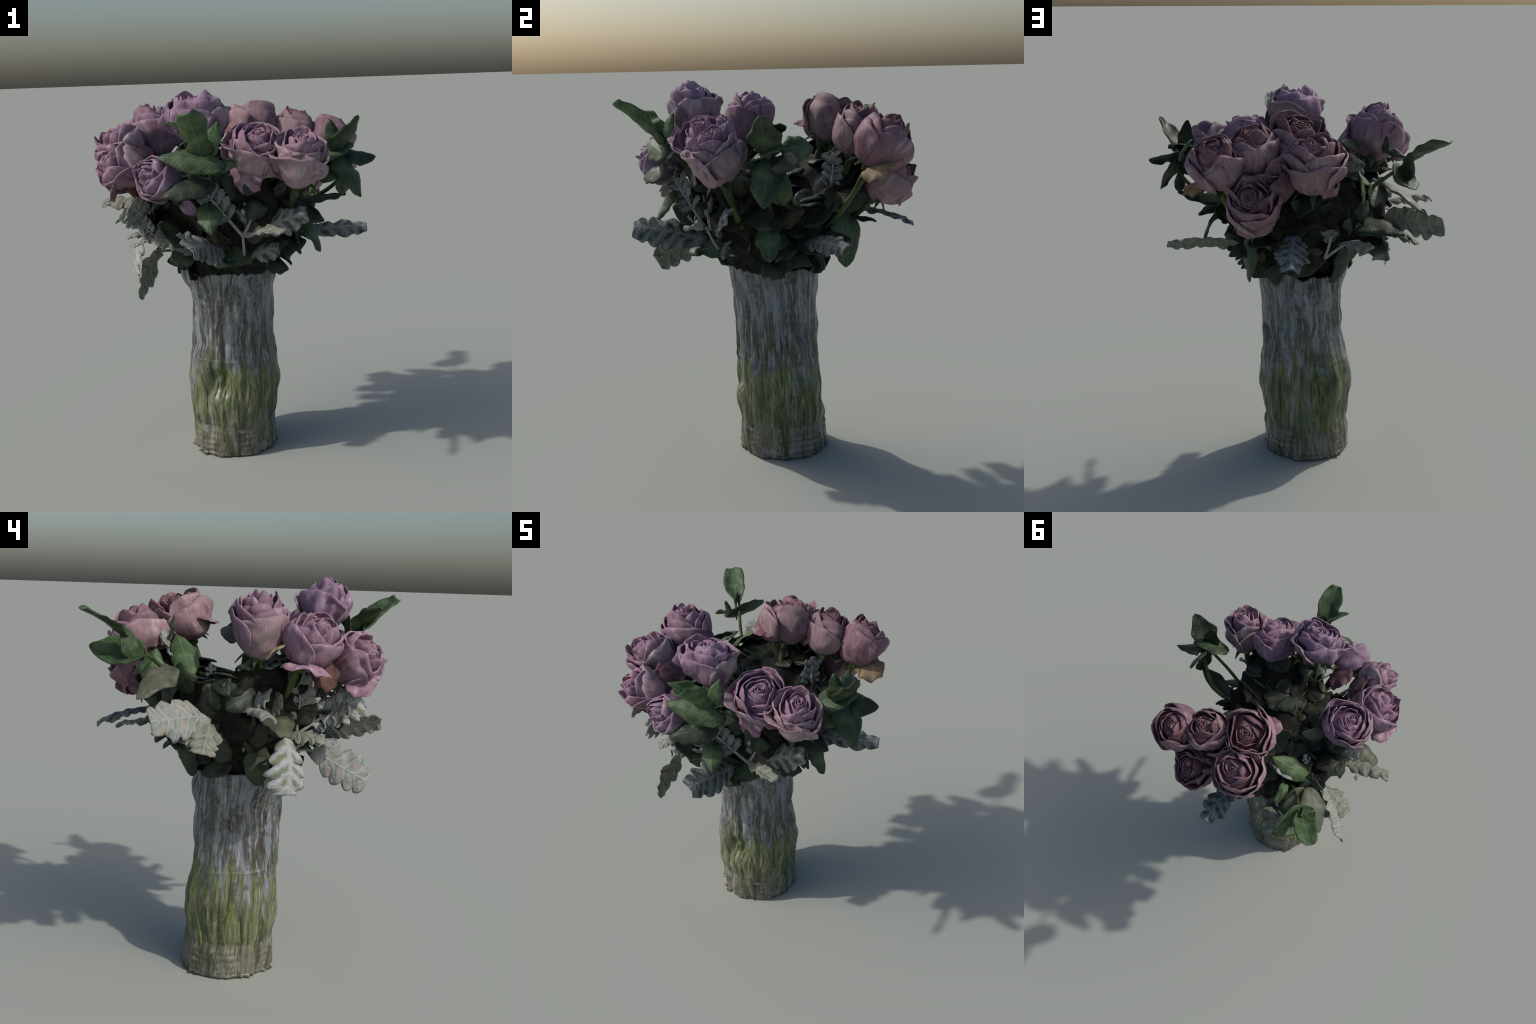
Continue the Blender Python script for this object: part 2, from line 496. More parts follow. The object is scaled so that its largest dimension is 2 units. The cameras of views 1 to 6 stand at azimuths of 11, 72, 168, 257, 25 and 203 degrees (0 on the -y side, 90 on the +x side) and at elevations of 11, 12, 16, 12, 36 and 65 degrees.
        add_mesh("sepal", verts, faces, [M["leaf"], M["leaf_back"], M["leaf_back"]], root, slots)
    # stem down into the vase
    base = C - ax * (below + 0.02)
    neck = V(-0.04 + base.x * 0.22 + rng.uniform(-0.03, 0.03), -0.01 + base.y * 0.22 + rng.uniform(-0.03, 0.03), 1.06)
    low = V(neck.x * 0.8, neck.y * 0.8, 0.86)
    drop = 0.45 * (base.z - 1.06)
    path = bezier(base, base - ax * drop * 0.8 - V(0, 0, drop * 0.2), neck + V((base.x - neck.x) * 0.35, (base.y - neck.y) * 0.35, drop * 0.7), neck, 18) + [low]
    pv, pf = tube([inv @ p for p in path], [0.016 + 0.003 * math.sin(i * 1.3) for i in range(len(path))], 8)
    add_mesh("stem", pv, pf, [M["stem"]], root)
    return root


# ------------------------------------------------------------------ leaves
def lobes(kind, t):
    """Half width of the blade along its length (0 base, 1 tip), as a fraction of the full half width."""
    if kind == "oval":
        return 0.10 * (1 - t) + math.sin(math.pi * t ** 0.85) ** 0.75 * (1 - 0.10 * t) + 0.02
    if kind == "round":
        return 0.12 * (1 - t) + math.sin(math.pi * (0.04 + 0.93 * t ** 0.75)) ** 0.55 * 0.98
    if kind == "petal":
        return 0.30 * (1 - t) + math.sin(math.pi * (0.05 + 0.85 * t)) ** 0.6 * 0.95
    if kind == "spoon":
        return 0.16 + 0.84 * math.sin(math.pi * (0.02 + 0.92 * t ** 1.35)) ** 0.7 * (t > 0.02)
    if kind == "lobed":
        env = 0.10 + 0.9 * math.sin(math.pi * (0.02 + 0.86 * t ** 1.05)) ** 0.7
        wave = abs(math.sin(math.pi * (t * 4.6 + 0.2)))
        return env * (0.66 + 0.34 * wave ** 0.6)
    if kind == "cut":
        env = 0.08 + 0.92 * math.sin(math.pi * (0.02 + 0.84 * t)) ** 0.7
        wave = abs(math.sin(math.pi * (t * 4.2 + 0.1)))
        return env * (0.55 + 0.45 * wave ** 0.55) * smooth(0.0, 0.12, t) + 0.05
    if kind == "feather":
        env = 0.06 + math.sin(math.pi * (0.05 + 0.80 * t)) ** 0.8
        wave = abs(math.sin(math.pi * (t * 6.6 + 0.1)))
        return env * (0.20 + 0.80 * wave ** 0.9) * smooth(0.05, 0.25, t) + 0.06
    return 1.0


def blade(parent, kind, base, tip, normal, width, mats, bow=0.0, cup=0.0, ripple=0.01, twist=0.0, name="leaf", thick=0.010, seed=0, droop=0.0):
    """A leaf or loose petal: midrib from base to tip bowed along the normal, cupped across, rippled at the rim."""
    B, T = Vector(base), Vector(tip)
    L = (T - B).length
    x = (T - B) / L
    z = Vector(normal)
    z = (z - x * z.dot(x)).normalized()
    y = z.cross(x)
    mat = Matrix((x, y, z)).transposed().to_4x4()
    mat.translation = B
    sharp = kind in ("lobed", "cut", "feather")
    nu, nv = (64, 13) if sharp else (26, 13)
    sweep = {"lobed": 0.15, "cut": 0.25, "feather": 0.5}.get(kind, 0.0)
    pts = []
    for i in range(nu):
        t = i / (nu - 1)
        h = lobes(kind, t) * width * 0.5
        jit = 0.035 * noise.noise(V(seed * 2.1, 4.0, t * 2.0)) + 0.02 if sharp else 0.0
        h2 = lobes(kind, min(1.0, max(0.0, t + jit))) * width * 0.5
        tw = twist * t
        for j in range(nv):
            s = -1 + 2 * j / (nv - 1)
            w = (h if s < 0 else h2) * s * (1 + 0.28 * noise.noise(V(t * 4, seed * 1.7, 5.0 + 3 * (s > 0))))
            e = abs(s)
            px = t * L + sweep * abs(w) * (1 - t) ** 0.5 * smooth(0.0, 0.2, t)
            q = V(px * 16, w * 16, seed * 3.1)
            pz = bow * L * 4 * t * (1 - t) - droop * L * t * t + cup * width * (s * s) * (0.3 + 0.7 * h / (width * 0.5 + 1e-6)) \
                + ripple * (noise.noise(q) * (0.4 + e) + 0.5 * noise.noise(q * 2.2) * e)
            if sharp:
                pz += ripple * 0.35 * math.sin(px * 104 - abs(w) * 57) * e ** 0.8
            cy, sy = math.cos(tw), math.sin(tw)
            pts.append((px, w * cy - pz * sy * 0.3, pz + w * sy))
    verts, faces, slots = shell(pts, nu, nv, thick)
    if len(mats) == 2:
        mats = [mats[0], mats[1], mats[1]]
    if len(mats) == 1:
        mats = mats * 3
    # shell's slot 0 is the +normal side when u runs along x and v along +y
    o = add_mesh(name, verts, faces, mats, None, slots)
    if parent is not None:
        o.parent = parent
        o.matrix_parent_inverse = Matrix.Identity(4)
        o.matrix_local = parent.matrix_world.inverted() @ mat
    else:
        o.matrix_world = mat
    return o


def stalk(parent, pts, r0, r1, mat, name="stem"):
    pts = [Vector(p) for p in pts]
    # Catmull style smoothing
    P = []
    for i in range(len(pts) - 1):
        p0, p1, p2, p3 = pts[max(i - 1, 0)], pts[i], pts[i + 1], pts[min(i + 2, len(pts) - 1)]
        for k in range(6):
            t = k / 6
            P.append(0.5 * ((2 * p1) + (p2 - p0) * t + (2 * p0 - 5 * p1 + 4 * p2 - p3) * t * t + (3 * p1 - p0 - 3 * p2 + p3) * t ** 3))
    P.append(pts[-1])
    inv = parent.matrix_world.inverted()
    vs, fs = tube([inv @ p for p in P], [r0 + (r1 - r0) * i / (len(P) - 1) for i in range(len(P))], 7)
    return add_mesh(name, vs, fs, [mat], parent)


# ------------------------------------------------------------------ vase
VASE_PROFILE = [(0.000, 0.222), (0.020, 0.232), (0.060, 0.234), (0.110, 0.231), (0.165, 0.224), (0.20, 0.228), (0.26, 0.233),
                (0.33, 0.238), (0.42, 0.242), (0.50, 0.238), (0.56, 0.228), (0.64, 0.218), (0.74, 0.214),
                (0.84, 0.213), (0.92, 0.219), (0.99, 0.228), (1.04, 0.232)]


HOLLOWS = [(261, 0.43, 17, 0.075, 0.065), (79, 0.43, 23, 0.20, 0.075), (14, 0.70, 9, 0.05, 0.03), (112, 0.42, 9, 0.17, -0.030),
           (8, 0.39, 26, 0.075, -0.020), (140, 0.45, 24, 0.13, -0.024), (98, 0.94, 15, 0.055, -0.026), (192, 1.02, 24, 0.075, -0.042), (205, 0.30, 16, 0.10, -0.010)]


def vase_axis(z):
    return -0.062 + 0.030 * z, 0.048 - 0.053 * z


def vase_radius(z, a):
    zs, rs = zip(*VASE_PROFILE)
    r = float(np.interp(z, zs, rs)) + 0.005 * smooth(0.05, 0.2, z)
    c, s = math.cos(a), math.sin(a)
    r += 0.010 * noise.noise(V(c * 3.2, s * 3.2, z * 1.6 + 3))
    r += 0.008 * noise.noise(V(c * 7.5, s * 7.5, z * 4.0)) + 0.004 * noise.noise(V(c * 17, s * 17, z * 6.0))
    r += 0.011 * noise.noise(V(c * 2.6, s * 2.6, z * 10.0)) + 0.0025 * noise.noise(V(c * 6, s * 6, z * 22.0))
    foot = 1 - smooth(0.12, 0.2, z)
    r += 0.0022 * foot * math.sin(z * 190 + 2.5 * noise.noise(V(c * 2, s * 2, 7))) * (0.5 + noise.noise(V(c * 2, s * 2, z * 8)))
    lump = noise.noise(V(c * 2.0 + 9, s * 2.0, z * 7.0))
    r -= 0.014 * max(0, lump) * smooth(0.22, 0.34, z) * (1 - smooth(0.55, 0.66, z))
    r -= 0.004 * math.exp(-((z - 0.175) / 0.012) ** 2)
    # hollows where the glass shows straight through to the stems: bearing, height, half widths, depth
    for az, hz, wa, wz, depth in HOLLOWS:
        d = (math.degrees(a) - az + 180) % 360 - 180
        r -= depth * math.exp(-(abs(d / wa)) ** 3 - (abs((z - hz) / wz)) ** 3)
    r += 0.003 * math.exp(-((z - 0.553) / 0.006) ** 2)
    return r


def build_vase():
    root = thing("glass_vase", "tall rippled glass vase filled with green stems and water", "vase", V(0, 0, 0))
    nz, na = 190, 240
    verts, faces = [], []
    def rim_wave(a, z):
        return 0.028 * noise.noise(V(math.cos(a) * 3, math.sin(a) * 3, 11.0)) * smooth(0.85, 1.04, z)

    for i in range(nz):
        z = 1.04 * i / (nz - 1)
        cx, cy = vase_axis(z)
        for j in range(na):
            a = math.tau * j / na
            r = vase_radius(z, a)
            verts.append((cx + r * math.cos(a), cy + r * math.sin(a), z + rim_wave(a, z)))
    # inner wall of the mouth, then a closed throat
    for z, dr in ((1.046, 0.006), (1.04, 0.014), (0.97, 0.02), (0.93, 0.12)):
        cx, cy = vase_axis(z)
        for j in range(na):
            a = math.tau * j / na
            r = vase_radius(1.04, a) - dr
            verts.append((cx + r * math.cos(a), cy + r * math.sin(a), z + (rim_wave(a, 1.04) if z > 1.0 else 0.0)))
    rows = nz + 4
    for i in range(rows - 1):
        for j in range(na):
            j2 = (j + 1) % na
            faces.append((i * na + j, i * na + j2, (i + 1) * na + j2, (i + 1) * na + j))
    faces.append(tuple(range(na))[::-1])
    faces.append(tuple((rows - 1) * na + j for j in range(na)))
    add_mesh("vase_body", verts, faces, [M["glass"]], root)
    # ragged, slightly spread foot rim
    rng = random.Random(5)
    verts, faces = [], []
    n = 110
    reach = []
    for j in range(n):
        tooth = rng.random() ** 3.0 * (0.35 + max(0.0, noise.noise(V(j * 0.2, 3.3, 0))) * 2)
        reach.append(0.001 + 0.030 * min(1.0, tooth))
    for row in range(4):
        for j in range(n):
            a = math.tau * j / n
            cx, cy = vase_axis(0.01)
            rr = vase_radius(0.012, a)
            r, z = [(rr - 0.01, 0.026), (rr + 0.002, 0.020), (rr + reach[j], 0.004 + reach[j] * 0.15), (rr - 0.012, 0.001)][row]
            verts.append((cx + r * math.cos(a), cy + r * math.sin(a), z))
    for i in range(3):
        for j in range(n):
            j2 = (j + 1) % n
            faces.append((i * n + j, (i + 1) * n + j, (i + 1) * n + j2, i * n + j2))
    add_mesh("foot_rim", verts, faces, [M["glass"]], root)
    # stems pressed against the inside of the glass, showing as low ridges that sink in at both ends
    for k in range(20):
        a = math.tau * (k + rng.uniform(-0.4, 0.4)) / 20
        z0, z1 = rng.uniform(0.02, 0.16), rng.uniform(0.38, 0.56)
        if rng.random() < 0.35:
            z0, z1 = rng.uniform(0.2, 0.3), rng.uniform(0.45, 0.58)
        lean = rng.uniform(-0.22, 0.22)
        w = rng.uniform(0.014, 0.024)
        pts, rad = [], []
        for i in range(18):
            t = i / 17
            z = z0 + (z1 - z0) * t
            aa = a + lean * (t - 0.5) + 0.02 * math.sin(t * 5 + k)
            cx, cy = vase_axis(z)
            sink = 0.012 * (1 - min(1.0, math.sin(math.pi * t) * 2.2))
            r = vase_radius(z, aa) - w * 0.86 - sink + 0.001
            pts.append((cx + r * math.cos(aa), cy + r * math.sin(aa), z))
            rad.append(w * (0.8 + 0.2 * math.sin(math.pi * t)))
        vs, fs = tube(pts, rad, 11)
        add_mesh("stem_in_water", vs, fs, [M["wet_stem"]], root)
    return root


# ------------------------------------------------------------------ build
vase = build_vase()

ROSES = dict(
    A=dict(centre=(-0.090, -0.405, 1.870), heart=(-0.086, -0.415, 1.975), R=0.140, below=0.135, palette="violet", openness=0.15, squash=(1.12, 0.82), spin=0.4, pleat=0.06),
    B=dict(centre=(-0.445, 0.003, 1.795), heart=(-0.462, 0.010, 1.905), R=0.124, below=0.165, palette="mauve", openness=0.5, squash=(1.14, 0.97), spin=1.0),
    C=dict(centre=(-0.565, -0.215, 1.718), heart=(-0.602, -0.250, 1.805), R=0.130, below=0.135, palette="mauve", openness=0.3, spin=2.0),
    D=dict(centre=(-0.478, -0.452, 1.635), heart=(-0.543, -0.507, 1.680), R=0.112, below=0.13, palette="mauve", openness=0.3, spin=0.7),
    E=dict(centre=(-0.270, -0.555, 1.585), heart=(-0.310, -0.635, 1.615), R=0.103, below=0.12, palette="violet", openness=0.2, spin=1.6),
    F=dict(centre=(0.200, -0.420, 1.715), heart=(0.235, -0.465, 1.80), R=0.138, below=0.14, palette="mauve", openness=0.6, spin=0.2),
    G=dict(centre=(0.412, -0.430, 1.675), heart=(0.430, -0.465, 1.765), R=0.130, below=0.150, palette="pale", inner="mauve", openness=0.6, spin=2.6),
    H=dict(centre=(0.045, 0.297, 1.788), heart=(0.040, 0.345, 1.890), R=0.145, below=0.125, palette="blush", inner="plum", openness=0.4, spin=1.3),
    I=dict(centre=(0.285, 0.350, 1.760), heart=(0.305, 0.375, 1.855), R=0.122, below=0.14, palette="blush", inner="plum", openness=0.1, spin=0.0),
    J=dict(centre=(0.475, 0.395, 1.708), heart=(0.498, 0.445, 1.80), R=0.135, below=0.15, palette="pink", inner="plum", openness=0.1, spin=2.2),
    K=dict(centre=(0.030, 0.500, 1.703), heart=(0.048, 0.540, 1.812), R=0.140, below=0.15, palette="blush", inner="pink", openness=0.4, spin=0.9),
    L=dict(centre=(0.315, 0.500, 1.500), heart=(0.338, 0.572, 1.580), R=0.124, below=0.13, palette="pink", inner="plum", openness=0.3, spin=1.9),
)
rose = {k: build_rose(seed=i, **d) for i, (k, d) in enumerate(ROSES.items())}
bpy.context.view_layer.update()

G, GB, GD, BK = M["leaf"], M["leaf_bright"], M["leaf_dark"], M["leaf_back"]
GX = M["leaf_brown"]
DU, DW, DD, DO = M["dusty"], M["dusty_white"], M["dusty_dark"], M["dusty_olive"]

# loose guard petals: rose, base, tip, facing, width, material, bow, cup
for key, b, t, nrm, w, mt, bow, cup in [
    ("C", (-0.54, -0.25, 1.62), (-0.560, -0.315, 1.500), (-0.8, -0.5, 0.2), 0.15, "guard", 0.1, -0.1),
    ("C", (-0.57, -0.18, 1.60), (-0.690, -0.150, 1.600), (-0.3, 0.2, -0.9), 0.20, "mauve", -0.1, 0.15),
    ("B", (-0.47, -0.04, 1.66), (-0.570, -0.095, 1.700), (-0.4, -0.4, -0.6), 0.12, "cream", 0.0, 0.1),
    ("D", (-0.47, -0.42, 1.55), (-0.520, -0.520, 1.490), (-0.5, -0.6, -0.3), 0.16, "mauve", 0.1, 0.1),
    ("F", (0.13, -0.44, 1.66), (0.185, -0.470, 1.500), (-0.3, -0.9, 0.1), 0.16, "mauve", 0.1, -0.1),
    ("G", (0.40, -0.47, 1.58), (0.455, -0.545, 1.690), (0.1, -0.9, 0.0), 0.20, "pale", 0.2, -0.15),
    ("H", (0.01, 0.24, 1.75), (-0.095, 0.155, 1.770), (-0.5, -0.5, 0.5), 0.14, "pink", 0.1, 0.0),
    ("J", (0.50, 0.36, 1.60), (0.610, 0.285, 1.540), (0.6, -0.6, 0.2), 0.15, "tan", 0.12, -0.1),
    ("K", (0.00, 0.50, 1.64), (-0.115, 0.480, 1.575), (-0.3, 0.8, 0.3), 0.16, "pink", 0.1, -0.1),
    ("L", (0.32, 0.52, 1.46), (0.305, 0.550, 1.370), (0.2, 0.9, 0.1), 0.17, "pink", 0.15, -0.1),
    ("H", (0.13, 0.26, 1.70), (0.18, 0.36, 1.76), (0.2, 0.3, 0.9), 0.18, "plum", 0.15, -0.1),
    ("I", (0.15, 0.38, 1.62), (0.18, 0.46, 1.74), (0.0, 0.8, 0.6), 0.19, "pink", 0.15, -0.1),
    ("I", (0.36, 0.34, 1.66), (0.42, 0.44, 1.72), (0.1, 0.5, 0.8), 0.18, "plum", 0.15, -0.1),
    ("K", (0.15, 0.46, 1.52), (0.20, 0.53, 1.64), (0.0, 0.8, 0.5), 0.18, "plum", 0.15, -0.1),
    ("J", (0.40, 0.40, 1.54), (0.44, 0.50, 1.62), (0.4, 0.7, 0.5), 0.19, "pink", 0.15, -0.1),
    ("L", (0.28, 0.42, 1.55), (0.30, 0.50, 1.66), (0.1, 0.7, 0.6), 0.20, "plum", 0.15, -0.1),
    ("C", (-0.36, -0.20, 1.58), (-0.46, -0.30, 1.72), (0.5, -0.4, 0.7), 0.22, "plum", 0.10, -0.1),
    ("D", (-0.33, -0.33, 1.56), (-0.43, -0.43, 1.70), (0.55, -0.3, 0.7), 0.22, "plum", 0.10, -0.1),
    ("E", (-0.19, -0.37, 1.55), (-0.31, -0.45, 1.62), (0.2, -0.3, 0.9), 0.20, "plum", 0.10, -0.1),
    ("K", (0.21, 0.40, 1.58), (0.22, 0.50, 1.65), (0.0, 0.4, 0.9), 0.20, "plum", 0.10, -0.1),
    ("D", (-0.42, -0.42, 1.56), (-0.43, -0.49, 1.51), (0.4, -0.7, 0.2), 0.12, "guard", 0.10, -0.1),
    ("A", (-0.03, -0.43, 1.82), (0.03, -0.42, 1.76), (0.5, -0.6, 0.2), 0.12, "violet", 0.15, -0.1),
    ("E", (-0.16, -0.50, 1.46), (-0.085, -0.525, 1.415), (0.0, -1.0, 0.2), 0.06, "violet", 0.1, 0.1),
]:
    blade(rose[key], "petal", b, t, nrm, w, [M[mt], M[mt]], bow, cup, 0.018, name="guard_petal", seed=w * 90)

# rose leaves: rose, outline, base, tip, facing, width, (face, back), bow, cup
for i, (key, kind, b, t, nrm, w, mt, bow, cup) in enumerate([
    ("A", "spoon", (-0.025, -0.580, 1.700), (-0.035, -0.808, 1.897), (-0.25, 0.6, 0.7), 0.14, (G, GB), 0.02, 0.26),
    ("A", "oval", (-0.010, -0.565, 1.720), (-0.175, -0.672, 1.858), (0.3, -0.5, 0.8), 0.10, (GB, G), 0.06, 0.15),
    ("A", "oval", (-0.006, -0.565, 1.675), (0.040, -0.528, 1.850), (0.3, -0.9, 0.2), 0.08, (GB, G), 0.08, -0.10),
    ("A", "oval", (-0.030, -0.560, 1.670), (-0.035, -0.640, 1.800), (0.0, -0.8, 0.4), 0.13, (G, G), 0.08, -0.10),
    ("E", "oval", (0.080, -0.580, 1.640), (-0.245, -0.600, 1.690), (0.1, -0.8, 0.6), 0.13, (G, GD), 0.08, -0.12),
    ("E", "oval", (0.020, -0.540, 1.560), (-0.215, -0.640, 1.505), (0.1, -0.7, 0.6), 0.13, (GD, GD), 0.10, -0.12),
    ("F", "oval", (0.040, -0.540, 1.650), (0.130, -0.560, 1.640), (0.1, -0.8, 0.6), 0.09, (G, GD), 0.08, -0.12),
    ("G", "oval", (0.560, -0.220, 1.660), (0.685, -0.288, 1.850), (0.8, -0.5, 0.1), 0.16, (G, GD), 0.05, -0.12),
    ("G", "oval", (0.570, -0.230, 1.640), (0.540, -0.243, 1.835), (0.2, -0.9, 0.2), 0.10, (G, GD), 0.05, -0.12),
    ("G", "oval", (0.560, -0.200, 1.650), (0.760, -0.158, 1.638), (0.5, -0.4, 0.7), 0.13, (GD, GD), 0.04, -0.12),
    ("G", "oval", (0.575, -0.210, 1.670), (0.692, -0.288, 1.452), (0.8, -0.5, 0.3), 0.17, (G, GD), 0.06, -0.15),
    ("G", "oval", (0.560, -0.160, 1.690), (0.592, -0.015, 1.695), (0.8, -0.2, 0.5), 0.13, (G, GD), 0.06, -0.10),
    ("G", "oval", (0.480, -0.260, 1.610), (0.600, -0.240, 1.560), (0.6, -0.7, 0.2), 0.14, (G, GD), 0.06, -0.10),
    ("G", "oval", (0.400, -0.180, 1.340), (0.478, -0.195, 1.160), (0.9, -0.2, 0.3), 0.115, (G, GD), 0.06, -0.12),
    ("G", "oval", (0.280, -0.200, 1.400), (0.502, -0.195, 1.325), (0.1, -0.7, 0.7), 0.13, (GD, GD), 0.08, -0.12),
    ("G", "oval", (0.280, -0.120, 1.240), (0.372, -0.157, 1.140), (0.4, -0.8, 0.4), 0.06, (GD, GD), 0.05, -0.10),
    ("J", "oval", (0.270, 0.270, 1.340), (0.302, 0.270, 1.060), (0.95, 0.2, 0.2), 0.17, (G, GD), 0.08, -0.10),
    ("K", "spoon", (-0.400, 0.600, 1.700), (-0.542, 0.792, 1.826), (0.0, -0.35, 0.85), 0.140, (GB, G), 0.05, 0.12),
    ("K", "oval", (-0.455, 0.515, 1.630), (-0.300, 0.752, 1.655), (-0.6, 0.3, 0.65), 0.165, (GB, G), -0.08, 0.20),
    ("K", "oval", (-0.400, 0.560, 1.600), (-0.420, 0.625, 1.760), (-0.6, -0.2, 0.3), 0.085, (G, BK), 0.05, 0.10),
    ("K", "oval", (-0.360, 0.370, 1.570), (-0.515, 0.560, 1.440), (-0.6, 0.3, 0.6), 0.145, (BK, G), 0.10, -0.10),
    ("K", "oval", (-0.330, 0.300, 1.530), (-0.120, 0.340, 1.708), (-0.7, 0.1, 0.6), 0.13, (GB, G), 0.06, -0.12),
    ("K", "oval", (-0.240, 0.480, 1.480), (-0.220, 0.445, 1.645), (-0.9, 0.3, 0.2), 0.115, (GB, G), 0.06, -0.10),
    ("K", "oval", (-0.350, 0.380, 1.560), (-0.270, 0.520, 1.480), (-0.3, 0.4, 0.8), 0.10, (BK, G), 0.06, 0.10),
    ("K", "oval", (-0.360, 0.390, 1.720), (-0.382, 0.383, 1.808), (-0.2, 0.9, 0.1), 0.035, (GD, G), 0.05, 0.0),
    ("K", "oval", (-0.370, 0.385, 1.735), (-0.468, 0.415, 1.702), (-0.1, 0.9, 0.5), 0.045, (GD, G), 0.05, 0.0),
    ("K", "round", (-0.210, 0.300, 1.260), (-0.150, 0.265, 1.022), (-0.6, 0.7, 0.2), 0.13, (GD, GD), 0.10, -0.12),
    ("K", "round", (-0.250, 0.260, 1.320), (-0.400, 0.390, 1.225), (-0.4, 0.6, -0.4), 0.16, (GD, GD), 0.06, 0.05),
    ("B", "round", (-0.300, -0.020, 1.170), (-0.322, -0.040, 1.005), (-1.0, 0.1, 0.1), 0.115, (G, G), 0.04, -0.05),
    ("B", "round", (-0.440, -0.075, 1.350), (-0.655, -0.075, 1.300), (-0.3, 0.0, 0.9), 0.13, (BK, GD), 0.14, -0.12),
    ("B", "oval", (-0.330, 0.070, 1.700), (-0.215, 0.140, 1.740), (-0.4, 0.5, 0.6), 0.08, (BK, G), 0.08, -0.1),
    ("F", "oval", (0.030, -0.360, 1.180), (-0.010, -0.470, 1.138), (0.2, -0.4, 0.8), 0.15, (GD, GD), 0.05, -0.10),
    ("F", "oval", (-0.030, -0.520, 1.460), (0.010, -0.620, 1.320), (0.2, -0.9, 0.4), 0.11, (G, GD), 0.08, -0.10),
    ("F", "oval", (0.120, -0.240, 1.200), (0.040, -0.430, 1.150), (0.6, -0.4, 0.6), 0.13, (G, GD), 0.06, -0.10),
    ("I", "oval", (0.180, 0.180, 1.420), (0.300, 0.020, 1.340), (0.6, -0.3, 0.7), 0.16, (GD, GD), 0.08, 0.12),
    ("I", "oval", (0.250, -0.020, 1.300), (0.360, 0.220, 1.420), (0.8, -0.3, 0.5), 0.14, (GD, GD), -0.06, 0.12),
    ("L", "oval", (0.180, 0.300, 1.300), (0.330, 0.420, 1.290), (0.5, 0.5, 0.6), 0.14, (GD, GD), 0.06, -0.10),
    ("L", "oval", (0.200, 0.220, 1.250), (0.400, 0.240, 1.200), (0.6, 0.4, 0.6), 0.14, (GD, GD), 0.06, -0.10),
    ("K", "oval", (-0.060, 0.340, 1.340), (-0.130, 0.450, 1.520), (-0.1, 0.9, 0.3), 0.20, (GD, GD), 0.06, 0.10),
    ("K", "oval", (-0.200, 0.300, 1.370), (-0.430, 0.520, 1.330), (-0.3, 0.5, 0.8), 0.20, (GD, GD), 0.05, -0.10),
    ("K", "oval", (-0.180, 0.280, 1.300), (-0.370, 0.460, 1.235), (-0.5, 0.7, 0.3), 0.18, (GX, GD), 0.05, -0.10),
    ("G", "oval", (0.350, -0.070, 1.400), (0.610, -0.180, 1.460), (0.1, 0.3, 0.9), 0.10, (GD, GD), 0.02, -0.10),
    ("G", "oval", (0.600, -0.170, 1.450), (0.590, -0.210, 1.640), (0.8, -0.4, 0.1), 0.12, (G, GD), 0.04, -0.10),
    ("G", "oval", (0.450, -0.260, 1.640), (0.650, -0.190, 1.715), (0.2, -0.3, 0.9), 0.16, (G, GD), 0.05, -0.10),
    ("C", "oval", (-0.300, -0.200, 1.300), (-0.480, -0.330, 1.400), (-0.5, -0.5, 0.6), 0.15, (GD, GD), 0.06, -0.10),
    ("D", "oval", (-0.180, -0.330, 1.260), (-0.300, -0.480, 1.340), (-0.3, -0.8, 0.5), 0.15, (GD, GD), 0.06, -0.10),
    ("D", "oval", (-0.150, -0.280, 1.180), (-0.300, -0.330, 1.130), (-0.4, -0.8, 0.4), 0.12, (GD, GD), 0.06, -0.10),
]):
    blade(rose[key], kind, b, t, nrm, w, mt, bow, cup, 0.012, seed=i * 1.37)


# leaf stalks that carry the leaf sprays
for key, path in [
    ("G", [(0.26, -0.15, 1.36), (0.42, -0.20, 1.50), (0.57, -0.21, 1.66)]),
    ("G", [(0.30, -0.06, 1.38), (0.48, -0.08, 1.45), (0.60, -0.20, 1.56), (0.60, -0.20, 1.64)]),
    ("A", [(-0.03, -0.34, 1.45), (-0.02, -0.48, 1.60), (-0.01, -0.585, 1.74)]),
    ("K", [(-0.15, 0.30, 1.40), (-0.30, 0.42, 1.56), (-0.40, 0.60, 1.70)]),
    ("J", [(0.22, 0.20, 1.40), (0.27, 0.26, 1.36), (0.27, 0.27, 1.30)]),
]:
    stalk(rose[key], path, 0.013, 0.008, M["stem"], "leaf_stalk")


def lacy(root, base, tip, normal, size, pairs, mat):
    """Pairs of little lobed leaflets up a stalk, smaller to the tip, with one at the end."""
    B, T = Vector(base), Vector(tip)
    d = (T - B).normalized()
    nrm = Vector(normal).normalized()
    side = nrm.cross(d).normalized()
    for i in range(pairs):
        t = (i + 0.4) / pairs
        p = B.lerp(T, t)
        ln = size * (0.65 + 0.45 * math.sin(math.pi * (0.2 + 0.7 * t)))
        for sg in (-1, 1):
            e = (side * sg + d * 0.65 + nrm * 0.25 * math.sin(i * 2.1 + sg)).normalized()
            blade(root, "cut", p, p + e * ln, nrm + d * 0.2 * sg, ln * 0.62, (mat, mat), 0.06, -0.1, 0.006, seed=i * 1.9 + sg, name="leaflet", thick=0.007)
    blade(root, "cut", T - d * size * 0.5, T + d * size * 0.55, nrm, size * 0.7, (mat, mat), 0.05, -0.1, 0.006, seed=3.3, name="leaflet", thick=0.007)


